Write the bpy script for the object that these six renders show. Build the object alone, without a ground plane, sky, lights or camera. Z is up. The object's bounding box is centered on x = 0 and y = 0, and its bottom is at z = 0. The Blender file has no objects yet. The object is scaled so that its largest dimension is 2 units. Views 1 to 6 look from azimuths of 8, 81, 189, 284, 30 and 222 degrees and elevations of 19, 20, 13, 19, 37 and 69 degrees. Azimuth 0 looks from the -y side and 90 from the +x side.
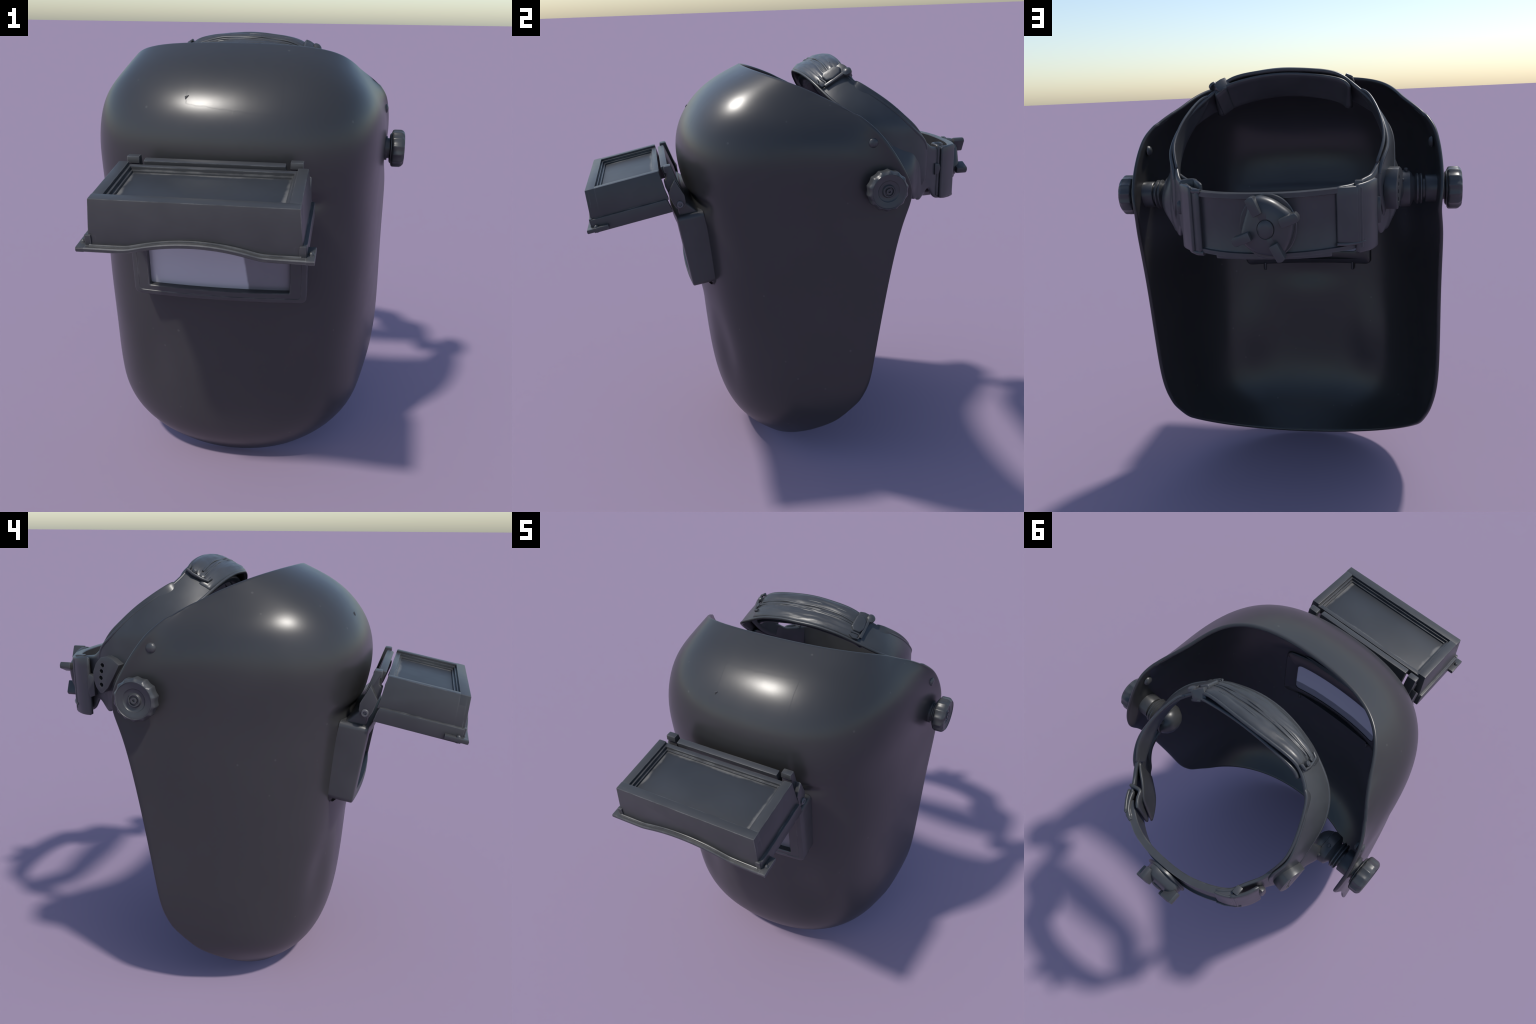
"""Welding helmet: moulded face shell, flip-up lens cover, window frame, tilted headband with ratchet."""
import bpy, bmesh, math
import numpy as np
from mathutils import Vector, Matrix, noise

np.random.seed(7)

# ------------------------------------------------------------------ materials
def node_mat(name, base, rough, vary=0.12, scale=6.0, bump=0.0, bump_scale=60.0, coat=0.0, spec=0.5, fleck=0.0):
    m = bpy.data.materials.new(name)
    m.use_nodes = True
    nt = m.node_tree
    bs = nt.nodes["Principled BSDF"]
    tc = nt.nodes.new("ShaderNodeTexCoord")
    n1 = nt.nodes.new("ShaderNodeTexNoise")
    n1.inputs["Scale"].default_value = scale
    n1.inputs["Detail"].default_value = 5.0
    nt.links.new(tc.outputs["Object"], n1.inputs["Vector"])
    ramp = nt.nodes.new("ShaderNodeValToRGB")
    ramp.color_ramp.elements[0].position = 0.3
    ramp.color_ramp.elements[1].position = 0.7
    lo = [c * (1 - vary) for c in base]
    hi = [c * (1 + vary) for c in base]
    ramp.color_ramp.elements[0].color = (*lo, 1)
    ramp.color_ramp.elements[1].color = (*hi, 1)
    nt.links.new(n1.outputs["Fac"], ramp.inputs["Fac"])
    col = ramp.outputs["Color"]
    if fleck > 0:      # rare pale dust specks
        vo = nt.nodes.new("ShaderNodeTexVoronoi")
        vo.inputs["Scale"].default_value = 9.0
        nt.links.new(tc.outputs["Object"], vo.inputs["Vector"])
        mr = nt.nodes.new("ShaderNodeMapRange")
        mr.inputs["From Min"].default_value = 0.035
        mr.inputs["From Max"].default_value = 0.06
        mr.inputs["To Min"].default_value = fleck
        mr.inputs["To Max"].default_value = 0.0
        nt.links.new(vo.outputs["Distance"], mr.inputs["Value"])
        mix = nt.nodes.new("ShaderNodeMix")
        mix.data_type = 'RGBA'
        nt.links.new(mr.outputs["Result"], mix.inputs["Factor"])
        nt.links.new(col, mix.inputs["A"])
        mix.inputs["B"].default_value = (0.12, 0.12, 0.11, 1)
        col = mix.outputs["Result"]
    nt.links.new(col, bs.inputs["Base Color"])
    n2 = nt.nodes.new("ShaderNodeTexNoise")
    n2.inputs["Scale"].default_value = scale * 2.3
    n2.inputs["Detail"].default_value = 3.0
    nt.links.new(tc.outputs["Object"], n2.inputs["Vector"])
    rr = nt.nodes.new("ShaderNodeMapRange")
    rr.inputs["To Min"].default_value = rough - 0.04
    rr.inputs["To Max"].default_value = rough + 0.04
    nt.links.new(n2.outputs["Fac"], rr.inputs["Value"])
    nt.links.new(rr.outputs["Result"], bs.inputs["Roughness"])
    bs.inputs["Specular IOR Level"].default_value = spec
    bs.inputs["Coat Weight"].default_value = coat
    if bump > 0:
        n3 = nt.nodes.new("ShaderNodeTexNoise")
        n3.inputs["Scale"].default_value = bump_scale
        n3.inputs["Detail"].default_value = 4.0
        nt.links.new(tc.outputs["Object"], n3.inputs["Vector"])
        bp = nt.nodes.new("ShaderNodeBump")
        bp.inputs["Strength"].default_value = bump
        bp.inputs["Distance"].default_value = 0.004
        nt.links.new(n3.outputs["Fac"], bp.inputs["Height"])
        nt.links.new(bp.outputs["Normal"], bs.inputs["Normal"])
    return m

M_SHELL = node_mat("shell_plastic", (0.034, 0.0335, 0.034), 0.31, 0.06, 3.0, fleck=0.35)
M_BOX = node_mat("visor_plastic", (0.046, 0.0465, 0.048), 0.38, 0.10, 7.0, bump=0.05)
M_BAND = node_mat("band_plastic", (0.048, 0.050, 0.053), 0.36, 0.12, 8.0, bump=0.08, bump_scale=30)
M_KNOB = node_mat("knob_plastic", (0.048, 0.050, 0.052), 0.36, 0.08, 10.0, bump=0.04)
M_PAD = node_mat("pad_vinyl", (0.048, 0.050, 0.053), 0.35, 0.15, 9.0, bump=0.25, bump_scale=22)
M_GLASS = node_mat("dark_filter_glass", (0.032, 0.035, 0.040), 0.46, 0.12, 5.0, bump=0.04)
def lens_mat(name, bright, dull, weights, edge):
    """opaque lens, view-dependent brightness painted as two fixed tones: bright where weights . (x, y, z) < edge"""
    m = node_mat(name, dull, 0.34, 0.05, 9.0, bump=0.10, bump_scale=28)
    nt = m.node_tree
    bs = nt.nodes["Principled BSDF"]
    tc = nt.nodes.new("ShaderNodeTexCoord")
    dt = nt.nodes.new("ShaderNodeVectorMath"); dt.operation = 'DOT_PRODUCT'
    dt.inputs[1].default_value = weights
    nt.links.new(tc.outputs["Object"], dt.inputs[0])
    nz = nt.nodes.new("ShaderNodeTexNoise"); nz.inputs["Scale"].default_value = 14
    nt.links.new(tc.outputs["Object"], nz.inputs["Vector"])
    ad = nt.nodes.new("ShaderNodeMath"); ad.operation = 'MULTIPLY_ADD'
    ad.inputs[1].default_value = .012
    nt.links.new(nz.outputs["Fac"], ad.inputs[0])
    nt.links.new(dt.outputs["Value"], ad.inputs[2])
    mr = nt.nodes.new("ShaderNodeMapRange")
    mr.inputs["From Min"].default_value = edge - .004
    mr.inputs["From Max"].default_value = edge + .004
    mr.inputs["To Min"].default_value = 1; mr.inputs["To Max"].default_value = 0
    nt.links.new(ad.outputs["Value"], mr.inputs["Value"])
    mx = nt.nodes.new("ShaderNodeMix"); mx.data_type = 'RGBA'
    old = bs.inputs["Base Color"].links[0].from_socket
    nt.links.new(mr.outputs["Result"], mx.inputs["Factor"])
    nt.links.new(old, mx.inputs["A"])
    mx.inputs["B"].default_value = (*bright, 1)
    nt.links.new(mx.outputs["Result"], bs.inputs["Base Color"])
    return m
M_LENS = lens_mat("front_cover_lens", (0.44, 0.435, 0.48), (0.165, 0.16, 0.18), (1, 0, .13), .118 + .13 * 1.08)  # left side lightened for the bright area seen from the front
M_LENS_IN = lens_mat("inner_cover_lens", (0.50, 0.52, 0.62), (0.20, 0.215, 0.26), (0, 0, -1), -1.065)  # base colour raised for light seen inside, lower strip painted darker
def painted_edge_glints(m, amount, tint=(0.15, 0.15, 0.145), radius=0.006, scale=16):  # specular highlights along edges, mixed into the base colour as pale smears
    nt = m.node_tree; bs = nt.nodes["Principled BSDF"]
    bv = nt.nodes.new("ShaderNodeBevel"); bv.samples = 4; bv.inputs["Radius"].default_value = radius
    ge = nt.nodes.new("ShaderNodeNewGeometry")
    dt = nt.nodes.new("ShaderNodeVectorMath"); dt.operation = 'DOT_PRODUCT'
    nt.links.new(bv.outputs["Normal"], dt.inputs[0]); nt.links.new(ge.outputs["Normal"], dt.inputs[1])
    mr = nt.nodes.new("ShaderNodeMapRange")
    mr.inputs["From Min"].default_value = .985; mr.inputs["From Max"].default_value = .90
    mr.inputs["To Min"].default_value = 0; mr.inputs["To Max"].default_value = 1
    nt.links.new(dt.outputs["Value"], mr.inputs["Value"])
    tc = nt.nodes.new("ShaderNodeTexCoord")
    nz = nt.nodes.new("ShaderNodeTexNoise"); nz.inputs["Scale"].default_value = scale; nz.inputs["Detail"].default_value = 4
    nt.links.new(tc.outputs["Object"], nz.inputs["Vector"])
    nr = nt.nodes.new("ShaderNodeMapRange")
    nr.inputs["From Min"].default_value = .42; nr.inputs["From Max"].default_value = .66
    nr.inputs["To Max"].default_value = amount
    nt.links.new(nz.outputs["Fac"], nr.inputs["Value"])
    mu = nt.nodes.new("ShaderNodeMath"); mu.operation = 'MULTIPLY'
    nt.links.new(mr.outputs["Result"], mu.inputs[0]); nt.links.new(nr.outputs["Result"], mu.inputs[1])
    mx = nt.nodes.new("ShaderNodeMix"); mx.data_type = 'RGBA'
    old = bs.inputs["Base Color"].links[0].from_socket
    nt.links.new(mu.outputs["Value"], mx.inputs["Factor"]); nt.links.new(old, mx.inputs["A"])
    mx.inputs["B"].default_value = (*tint, 1)
    nt.links.new(mx.outputs["Result"], bs.inputs["Base Color"])
painted_edge_glints(M_BOX, .9)
painted_edge_glints(M_BAND, .55)
painted_edge_glints(M_PAD, .5)
painted_edge_glints(M_KNOB, .35)

def math_node(nt, op, a, b=None, c=None):
    n = nt.nodes.new("ShaderNodeMath"); n.operation = op
    for k, x in enumerate((a, b, c)):
        if x is None:
            continue
        if isinstance(x, (int, float)):
            n.inputs[k].default_value = x
        else:
            nt.links.new(x, n.inputs[k])
    return n.outputs[0]

def smooth(nt, x, lo, hi):
    r = nt.nodes.new("ShaderNodeMapRange"); r.interpolation_type = 'SMOOTHSTEP'
    r.inputs["From Min"].default_value = lo; r.inputs["From Max"].default_value = hi
    nt.links.new(x, r.inputs["Value"])
    return r.outputs["Result"]

def brow_seam(m):
    """faint raised patch across the brow, its edges slightly ragged, plus fine waviness"""
    nt = m.node_tree; bs = nt.nodes["Principled BSDF"]
    tc = nt.nodes.new("ShaderNodeTexCoord"); sp = nt.nodes.new("ShaderNodeSeparateXYZ")
    nt.links.new(tc.outputs["Object"], sp.inputs[0])
    nz = nt.nodes.new("ShaderNodeTexNoise"); nz.inputs["Scale"].default_value = 22; nz.inputs["Detail"].default_value = 5
    nt.links.new(tc.outputs["Object"], nz.inputs["Vector"])
    x = math_node(nt, 'MULTIPLY_ADD', nz.outputs["Fac"], .010, sp.outputs["X"])
    z = math_node(nt, 'MULTIPLY_ADD', nz.outputs["Fac"], .014, sp.outputs["Z"])
    zl = math_node(nt, 'MULTIPLY_ADD', sp.outputs["X"], .10, z)
    mask = smooth(nt, zl, 1.724, 1.731)
    for lo, hi, v in ((1.878, 1.868, z), (-.137, -.131, x), (.246, .240, x)):
        mask = math_node(nt, 'MULTIPLY', mask, smooth(nt, v, lo, hi))
    crack = math_node(nt, 'MULTIPLY', smooth(nt, x, .056, .060), math_node(nt, 'MULTIPLY', smooth(nt, z, 1.64, 1.66), smooth(nt, z, 1.73, 1.72)))
    h = math_node(nt, 'MULTIPLY_ADD', crack, .5, mask)
    front = smooth(nt, sp.outputs["Y"], 0.0, -.1)
    h = math_node(nt, 'MULTIPLY', h, front)
    bp = nt.nodes.new("ShaderNodeBump"); bp.inputs["Strength"].default_value = .10; bp.inputs["Distance"].default_value = .0010
    nt.links.new(h, bp.inputs["Height"])
    wv = nt.nodes.new("ShaderNodeTexNoise"); wv.inputs["Scale"].default_value = 7
    nt.links.new(tc.outputs["Object"], wv.inputs["Vector"])
    b2 = nt.nodes.new("ShaderNodeBump"); b2.inputs["Strength"].default_value = .03; b2.inputs["Distance"].default_value = .01
    nt.links.new(wv.outputs["Fac"], b2.inputs["Height"])
    nt.links.new(bp.outputs["Normal"], b2.inputs["Normal"])
    nt.links.new(b2.outputs["Normal"], bs.inputs["Normal"])
brow_seam(M_SHELL)

def dusty_glass(m):
    """pale dust gathered along the border of the filter glass"""
    nt = m.node_tree; bs = nt.nodes["Principled BSDF"]
    tc = nt.nodes.new("ShaderNodeTexCoord"); sp = nt.nodes.new("ShaderNodeSeparateXYZ")
    nt.links.new(tc.outputs["Object"], sp.inputs[0])
    nz = nt.nodes.new("ShaderNodeTexNoise"); nz.inputs["Scale"].default_value = 11; nz.inputs["Detail"].default_value = 6
    nt.links.new(tc.outputs["Object"], nz.inputs["Vector"])
    v = math_node(nt, 'MULTIPLY_ADD', sp.outputs["Y"], 1.02, .988 * 1.02)      # 0 at the free edge, .35 at the hinge
    e = math_node(nt, 'MAXIMUM', smooth(nt, math_node(nt, 'ABSOLUTE', sp.outputs["X"]), .262, .302), smooth(nt, v, .285, .325))
    e = math_node(nt, 'MAXIMUM', e, smooth(nt, v, .085, .058))
    e = math_node(nt, 'MULTIPLY_ADD', nz.outputs["Fac"], 1.6, math_node(nt, 'SUBTRACT', e, 1.35))
    e = math_node(nt, 'MULTIPLY', smooth(nt, e, .10, .60), .75)
    mx = nt.nodes.new("ShaderNodeMix"); mx.data_type = 'RGBA'
    old = bs.inputs["Base Color"].links[0].from_socket
    nt.links.new(e, mx.inputs["Factor"]); nt.links.new(old, mx.inputs["A"])
    mx.inputs["B"].default_value = (.17, .165, .155, 1)
    nt.links.new(mx.outputs["Result"], bs.inputs["Base Color"])
dusty_glass(M_GLASS)
M_CHIP = node_mat("chipped_core", (0.012, 0.012, 0.013), 0.6, 0.1, 30.0)
M_RUST = node_mat("pin_metal", (0.10, 0.10, 0.105), 0.38, 0.1, 20.0)

# ------------------------------------------------------------------ object helpers
ROOT = bpy.data.objects.new("welding_helmet", None)
bpy.context.scene.collection.objects.link(ROOT)
ROOT["label"] = "dark grey welding helmet with raised lens cover and headband"
ROOT["category"] = "welding helmet"

def link(name, me, mat, parent=None, angle=35):
    ob = bpy.data.objects.new(name, me)
    bpy.context.scene.collection.objects.link(ob)
    ob.parent = parent or ROOT
    if mat:
        me.materials.clear()
        me.materials.append(mat)
    me.shade_smooth()
    if angle:
        me.set_sharp_from_angle(angle=math.radians(angle))
    return ob

def bm_to(name, bm, mat, parent=None, angle=35):
    bmesh.ops.recalc_face_normals(bm, faces=bm.faces)
    me = bpy.data.meshes.new(name)
    bm.to_mesh(me)
    bm.free()
    return link(name, me, mat, parent, angle)

def bevel(bm, off, seg=2, ang=30):
    es = [e for e in bm.edges if len(e.link_faces) == 2 and e.calc_face_angle(0) > math.radians(ang)]
    if es and off > 0:
        bmesh.ops.bevel(bm, geom=es, offset=off, segments=seg, profile=0.6, affect='EDGES', clamp_overlap=True)

def merge(dst, src):
    me = bpy.data.meshes.new("tmp")
    src.to_mesh(me)
    dst.from_mesh(me)
    bpy.data.meshes.remove(me)
    src.free()

def prism(poly, a, b, mapper, off=0.004, seg=2):
    """closed outline (p,q) extruded from r=a to r=b; mapper(p,q,r) -> world"""
    bm = bmesh.new()
    lo = [bm.verts.new(mapper(p, q, a)) for p, q in poly]
    hi = [bm.verts.new(mapper(p, q, b)) for p, q in poly]
    n = len(poly)
    bm.faces.new(lo[::-1])
    bm.faces.new(hi)
    for i in range(n):
        bm.faces.new((lo[i], lo[(i + 1) % n], hi[(i + 1) % n], hi[i]))
    bmesh.ops.recalc_face_normals(bm, faces=bm.faces)
    bevel(bm, off, seg)
    return bm

def box(x0, x1, y0, y1, z0, z1, mapper=None, off=0.004, seg=2):
    mp = mapper or (lambda x, y, z: (x, y, z))
    return prism([(x0, y0), (x1, y0), (x1, y1), (x0, y1)], z0, z1, mp, off, seg)

def lathe(profile, origin, axis, segs=48, mod=None, up=(0, 0, 1), squash=(1, 1)):
    """profile: (distance along axis, radius); mod(theta, r, k) -> r"""
    bm = bmesh.new()
    A = Vector(axis).normalized()
    U = Vector(up)
    U = (U - A * U.dot(A)).normalized()
    W = A.cross(U)
    O = Vector(origin)
    rings = []
    for k, (d, r) in enumerate(profile):
        if r < 1e-6:
            rings.append([bm.verts.new(O + A * d)])
            continue
        ring = []
        for i in range(segs):
            t = 2 * math.pi * i / segs
            rr = mod(t, r, k) if mod else r
            ring.append(bm.verts.new(O + A * d + U * (rr * math.cos(t) * squash[0]) + W * (rr * math.sin(t) * squash[1])))
        rings.append(ring)
    for a, b in zip(rings[:-1], rings[1:]):
        for i in range(segs):
            j = (i + 1) % segs
            if len(a) == 1 and len(b) == 1:
                continue
            if len(a) == 1:
                bm.faces.new((a[0], b[i], b[j]))
            elif len(b) == 1:
                bm.faces.new((a[i], a[j], b[0]))
            else:
                bm.faces.new((a[i], a[j], b[j], b[i]))
    for ring in (rings[0], rings[-1]):
        if len(ring) > 1:
            bm.faces.new(ring)
    bmesh.ops.recalc_face_normals(bm, faces=bm.faces)
    return bm

def spline_matrix(S, n):
    """natural cubic spline interpolation: S knots -> n samples (also returns parameter)"""
    return spline_rows(S, np.linspace(0, S - 1, n))

def spline_rows(S, samples):
    A = np.zeros((S, S)); B = np.zeros((S, S))
    A[0, 0] = 2; A[0, 1] = 1; B[0, 0] = -3; B[0, 1] = 3
    A[-1, -1] = 2; A[-1, -2] = 1; B[-1, -1] = 3; B[-1, -2] = -3
    for i in range(1, S - 1):
        A[i, i - 1] = 1; A[i, i] = 4; A[i, i + 1] = 1; B[i, i + 1] = 3; B[i, i - 1] = -3
    D = np.linalg.solve(A, B)
    rows = []
    for s in samples:
        i = min(int(s), S - 2); u = s - i
        r = np.zeros(S)
        r[i] += 2 * u**3 - 3 * u**2 + 1
        r[i + 1] += -2 * u**3 + 3 * u**2
        rows.append(r + (u**3 - 2 * u**2 + u) * D[i] + (u**3 - u**2) * D[i + 1])
    return np.array(rows)

def spline(pts, n):
    pts = np.array(pts, float)
    return spline_matrix(len(pts), n) @ pts

def unit(v):
    return v / (np.linalg.norm(v, axis=-1, keepdims=True) + 1e-12)

def grid_normals(P):
    du = np.gradient(P, axis=0); dv = np.gradient(P, axis=1)
    return unit(np.cross(du, dv))

def sheet(P, t_out, t_in, flip=False, keep=None, rim_steps=4, corner=0, inner=None):
    """solid curved plate from a grid of points, rounded all along its border"""
    P = np.asarray(P, float)
    N = grid_normals(P)
    if flip:
        N = -N
    m, n, _ = P.shape
    if corner:      # the rim runs straight through the patch corners: borrow steadier normals from inside
        for ci, cj in ((0, 0), (0, n - 1), (m - 1, 0), (m - 1, n - 1)):
            for a in range(corner):
                for b in range(corner):
                    w = max(0.0, 1 - math.hypot(a, b) / corner)
                    if w > 0:
                        i = a if ci == 0 else m - 1 - a; j = b if cj == 0 else n - 1 - b
                        si = corner if ci == 0 else m - 1 - corner; sj = corner if cj == 0 else n - 1 - corner
                        w = min(1.0, w * 2.5)
                        N[i, j] = unit(N[i, j] * (1 - w) + N[si, sj] * w)
    t_out = np.broadcast_to(np.asarray(t_out, float), (m, n))
    t_in = np.broadcast_to(np.asarray(t_in, float), (m, n))
    Out = P + N * t_out[..., None]; In = (P if inner is None else inner) - N * t_in[..., None]
    bm = bmesh.new()
    vo = [[bm.verts.new(Out[i, j]) for j in range(n)] for i in range(m)]
    vi = [[bm.verts.new(In[i, j]) for j in range(n)] for i in range(m)]
    for i in range(m - 1):
        for j in range(n - 1):
            if keep is not None and not keep(P[i:i + 2, j:j + 2].mean((0, 1))):
                continue
            bm.faces.new((vo[i][j], vo[i + 1][j], vo[i + 1][j + 1], vo[i][j + 1]))
            bm.faces.new((vi[i][j], vi[i][j + 1], vi[i + 1][j + 1], vi[i + 1][j]))
    loop = [(0, j) for j in range(n)] + [(i, n - 1) for i in range(1, m)] + [(m - 1, j) for j in range(n - 2, -1, -1)] + [(i, 0) for i in range(m - 2, 0, -1)]
    L = len(loop)
    C = np.array([P[a] for a in loop])
    T = unit(np.roll(C, -1, 0) - np.roll(C, 1, 0))
    NN = np.array([N[a] for a in loop])
    Oo = unit(np.cross(T, NN))
    inner_dir = np.array([P[min(max(a, 1), m - 2), min(max(b, 1), n - 2)] for a, b in loop]) - C
    sgn = np.where((Oo * inner_dir).sum(1) > 0, -1.0, 1.0)
    Oo *= 1.0 if sgn.sum() > 0 else -1.0
    rings = [[vo[a][b] for a, b in loop]]
    for k in range(1, rim_steps):
        th = math.pi * k / rim_steps
        ring = []
        for q, (a, b) in enumerate(loop):
            h = (t_out[a, b] + t_in[a, b]) / 2
            mid = (Out[a, b] + In[a, b]) / 2
            ring.append(bm.verts.new(mid + NN[q] * h * math.cos(th) + Oo[q] * h * math.sin(th)))
        rings.append(ring)
    rings.append([vi[a][b] for a, b in loop])
    for r0, r1 in zip(rings[:-1], rings[1:]):
        for q in range(L):
            z = (q + 1) % L
            bm.faces.new((r0[q], r0[z], r1[z], r1[q]))
    for v in [v for v in bm.verts if not v.link_faces]:
        bm.verts.remove(v)
    bmesh.ops.remove_doubles(bm, verts=bm.verts, dist=1e-5)
    return bm

def ribbon(top, bot, n, nv):
    """grid between two edge curves; rows run along the ribbon, columns from lower to upper edge"""
    a = spline(bot, n); b = spline(top, n)
    v = np.linspace(0, 1, nv)[None, :, None]
    return a[:, None] * (1 - v) + b[:, None] * v

# ------------------------------------------------------------------ face shell
# cross-sections from the top rim (first) to the chin rim (last); each is a half bow:
# front point (y,z), width of the flat front, side handle (x,y,z), rear rim point (x,y,z)
SECTIONS = np.array([
    [-0.193, 1.958, 0.530, 0.450, 0.032, 1.892, 0.598, 0.177, 1.792],
    [-0.384, 1.855, 0.547, 0.534, -0.096, 1.820, 0.665, 0.300, 1.696],
    [-0.521, 1.681, 0.570, 0.635, -0.167, 1.804, 0.685, 0.425, 1.510],
    [-0.541, 1.484, 0.604, 0.660, -0.234, 1.626, 0.676, 0.456, 1.389],
    [-0.495, 1.254, 0.605, 0.629, -0.255, 1.341, 0.685, 0.414, 1.270],
    [-0.460, 0.861, 0.611, 0.632, -0.203, 1.002, 0.683, 0.358, 1.007],
    [-0.423, 0.391, 0.588, 0.636, -0.099, 0.671, 0.682, 0.300, 0.647],
    [-0.337, 0.132, 0.560, 0.651, -0.042, 0.390, 0.665, 0.266, 0.440],
    [-0.206, -0.002, 0.459, 0.606, 0.088, 0.208, 0.630, 0.197, 0.291]])

CORNER = (.55, .22)      # size of the rounded lower corner, in sections and in share of the half bow

def shell_grid(rows, cols, groove=1.0):
    K = len(SECTIONS)
    sv, t = np.meshgrid(np.linspace(0, K - 1, rows), np.linspace(0, 1, cols), indexing='ij')
    # round off the lower rear corner of the sheet (square corner of the net onto a quarter disc)
    u = np.clip(1 - (K - 1 - sv) / CORNER[0], 0, 1); v = np.clip(1 - (1 - t) / CORNER[1], 0, 1)
    sv = np.where((u > 0) & (v > 0), K - 1 - CORNER[0] * (1 - u * np.sqrt(1 - v**2 / 2)), sv)
    t = np.where((u > 0) & (v > 0), 1 - CORNER[1] * (1 - v * np.sqrt(1 - u**2 / 2)), t)
    D = (spline_rows(K, sv.ravel()) @ SECTIONS).reshape(rows, cols, -1)
    Fy, Fz, a, x2, y2, z2, Bx, By, Bz = [D[..., i] for i in range(9)]
    b0 = (1 - t)**3; b1 = 3 * (1 - t)**2 * t; b2 = 3 * (1 - t) * t * t; b3 = t**3
    X = b1 * a + b2 * x2 + b3 * Bx
    Y = (b0 + b1) * Fy + b2 * y2 + b3 * By
    Z = (b0 + b1) * Fz + b2 * z2 + b3 * Bz
    # pinched-in groove above the window, where the cover hinges
    dent = 0.018 * np.exp(-((Z - 1.350) / 0.030)**2) / (1 + np.exp((np.abs(X) - 0.405) / 0.018)) * (Y < 0)
    Y = Y + dent * groove
    # cheeks drawn in beside the chin, a low swelling under the window, lower flanks slightly tucked
    cheek = np.exp(-((np.abs(X) - .33) / .095)**2 - ((Z - .56) / .20)**2) * (Y < 0)
    swell = np.exp(-(X / .19)**2 - ((Z - .885) / .085)**2) * (Y < 0)
    flank = np.exp(-((Y - .05) / .14)**2 - ((Z - .38) / .12)**2)
    Y = Y + .019 * cheek - .015 * swell
    X = X * (1 - .020 * flank)
    H = np.stack([X, Y, Z + .003 * np.clip((.2 - Z) / .2, 0, 1)], -1)
    # fair the rim where the top edge of the net turns into its side edge
    n = 26
    loop = np.concatenate([H[0, -1 - n:-1], H[:n + 1, -1]])
    arc = np.concatenate([[0], np.cumsum(np.linalg.norm(np.diff(loop, axis=0), axis=1))])
    arc = arc / arc[-1]
    wgt = np.sin(np.pi * np.linspace(0, 1, len(loop)))
    fair = np.stack([np.polyval(np.polyfit(arc, loop[:, k], 3, w=1.2 - wgt), arc) for k in range(3)], 1)
    shift = (fair - loop) * np.clip(wgt * 2.2, 0, 1)[:, None]
    for i in range(n):
        for j in range(n):
            H[i, -1 - j] += shift[n + i - j] * math.exp(-(min(i, j) / 9.0)**2)
    L = H[:, :0:-1] * np.array([-1, 1, 1.0])
    return np.concatenate([L, H], 1)

SHELL_T = 0.017
G = shell_grid(170, 90)
G0 = shell_grid(85, 60, 0.0)

def shell_y(x, z):
    """front surface of the shell at (x, z)"""
    H = G0[:, G0.shape[1] // 2:]
    ys, zs = [], []
    for r in H:
        k = min(max(np.searchsorted(r[:, 0], abs(x)), 1), len(r) - 1)
        f = (abs(x) - r[k - 1, 0]) / (r[k, 0] - r[k - 1, 0] + 1e-9)
        p = r[k - 1] * (1 - f) + r[k] * f
        ys.append(p[1]); zs.append(p[2])
    ys, zs = np.array(ys)[::-1], np.array(zs)[::-1]
    return float(np.interp(z, zs, ys))

def keep_shell(c):
    return not (abs(c[0]) < 0.345 and 0.945 < c[2] < 1.30 and c[1] < 0)

shell = bm_to("shell", sheet(G, 0.0, SHELL_T, flip=False, keep=keep_shell, corner=9, inner=shell_grid(170, 90, .3)), M_SHELL, angle=50)

# small three-cornered chip knocked out of the brow, with a pale lip
def brow_chip(x, z, size, name, mat, lift):
    y = shell_y(x, z)
    n = Vector((-.18, -(shell_y(x, z + .02) - shell_y(x, z - .02)) / .04 * 0 - .8, .55)).normalized()
    t = Vector((1, 0, 0)); t = (t - n * t.dot(n)).normalized(); b = n.cross(t)
    o = Vector((x, y, z)) + n * lift
    return bm_to(name, prism([(-.7 * size, .55 * size), (.95 * size, .85 * size), (.15 * size, -.35 * size), (-.35 * size, -.85 * size)], -.006, .0006, lambda a, c, h: o + t * a + b * c + n * h, .0003, 1), mat, shell)
brow_chip(-.139, 1.757, .0105, "chip_lip", M_BOX, .0015)
brow_chip(-.139, 1.757, .0080, "chip", M_CHIP, .0023)

# rivets, outside head and inside head, on both cheeks
def rivet_mesh():
    prof = [(-0.004, 0.0), (-0.004, 0.02), (0.0, 0.024), (0.006, 0.0225), (0.012, 0.017), (0.0155, 0.009), (0.0165, 0.0)]
    return lathe(prof, (0, 0, 0), (1, 0, 0), 24)
rv = bm_to("rivet", rivet_mesh(), M_KNOB, shell)
rv.location = (0.658, 0.285, 1.652)
for loc, ang in (((-0.658, 0.285, 1.652), math.pi), ((0.643, 0.285, 1.652), math.pi), ((-0.643, 0.285, 1.652), 0)):
    c = rv.copy(); bpy.context.scene.collection.objects.link(c)
    c.location = loc; c.rotation_euler = (0, 0, ang)

# ------------------------------------------------------------------ window frame on the shell front
FO = Vector((0, -.580, 1.304)); FD = Vector((0, .155, -.988)).normalized(); FN = Vector((0, -.988, -.155)).normalized()
FL = 0.366; FW = 0.364
def fmap(x, d, h):   # x across, d down the face, h out of the face; the face bows gently outward
    return FO + Vector((x, 0, 0)) + FD * d + FN * (h + .021 * (1 - (x / FW)**2))

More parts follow.
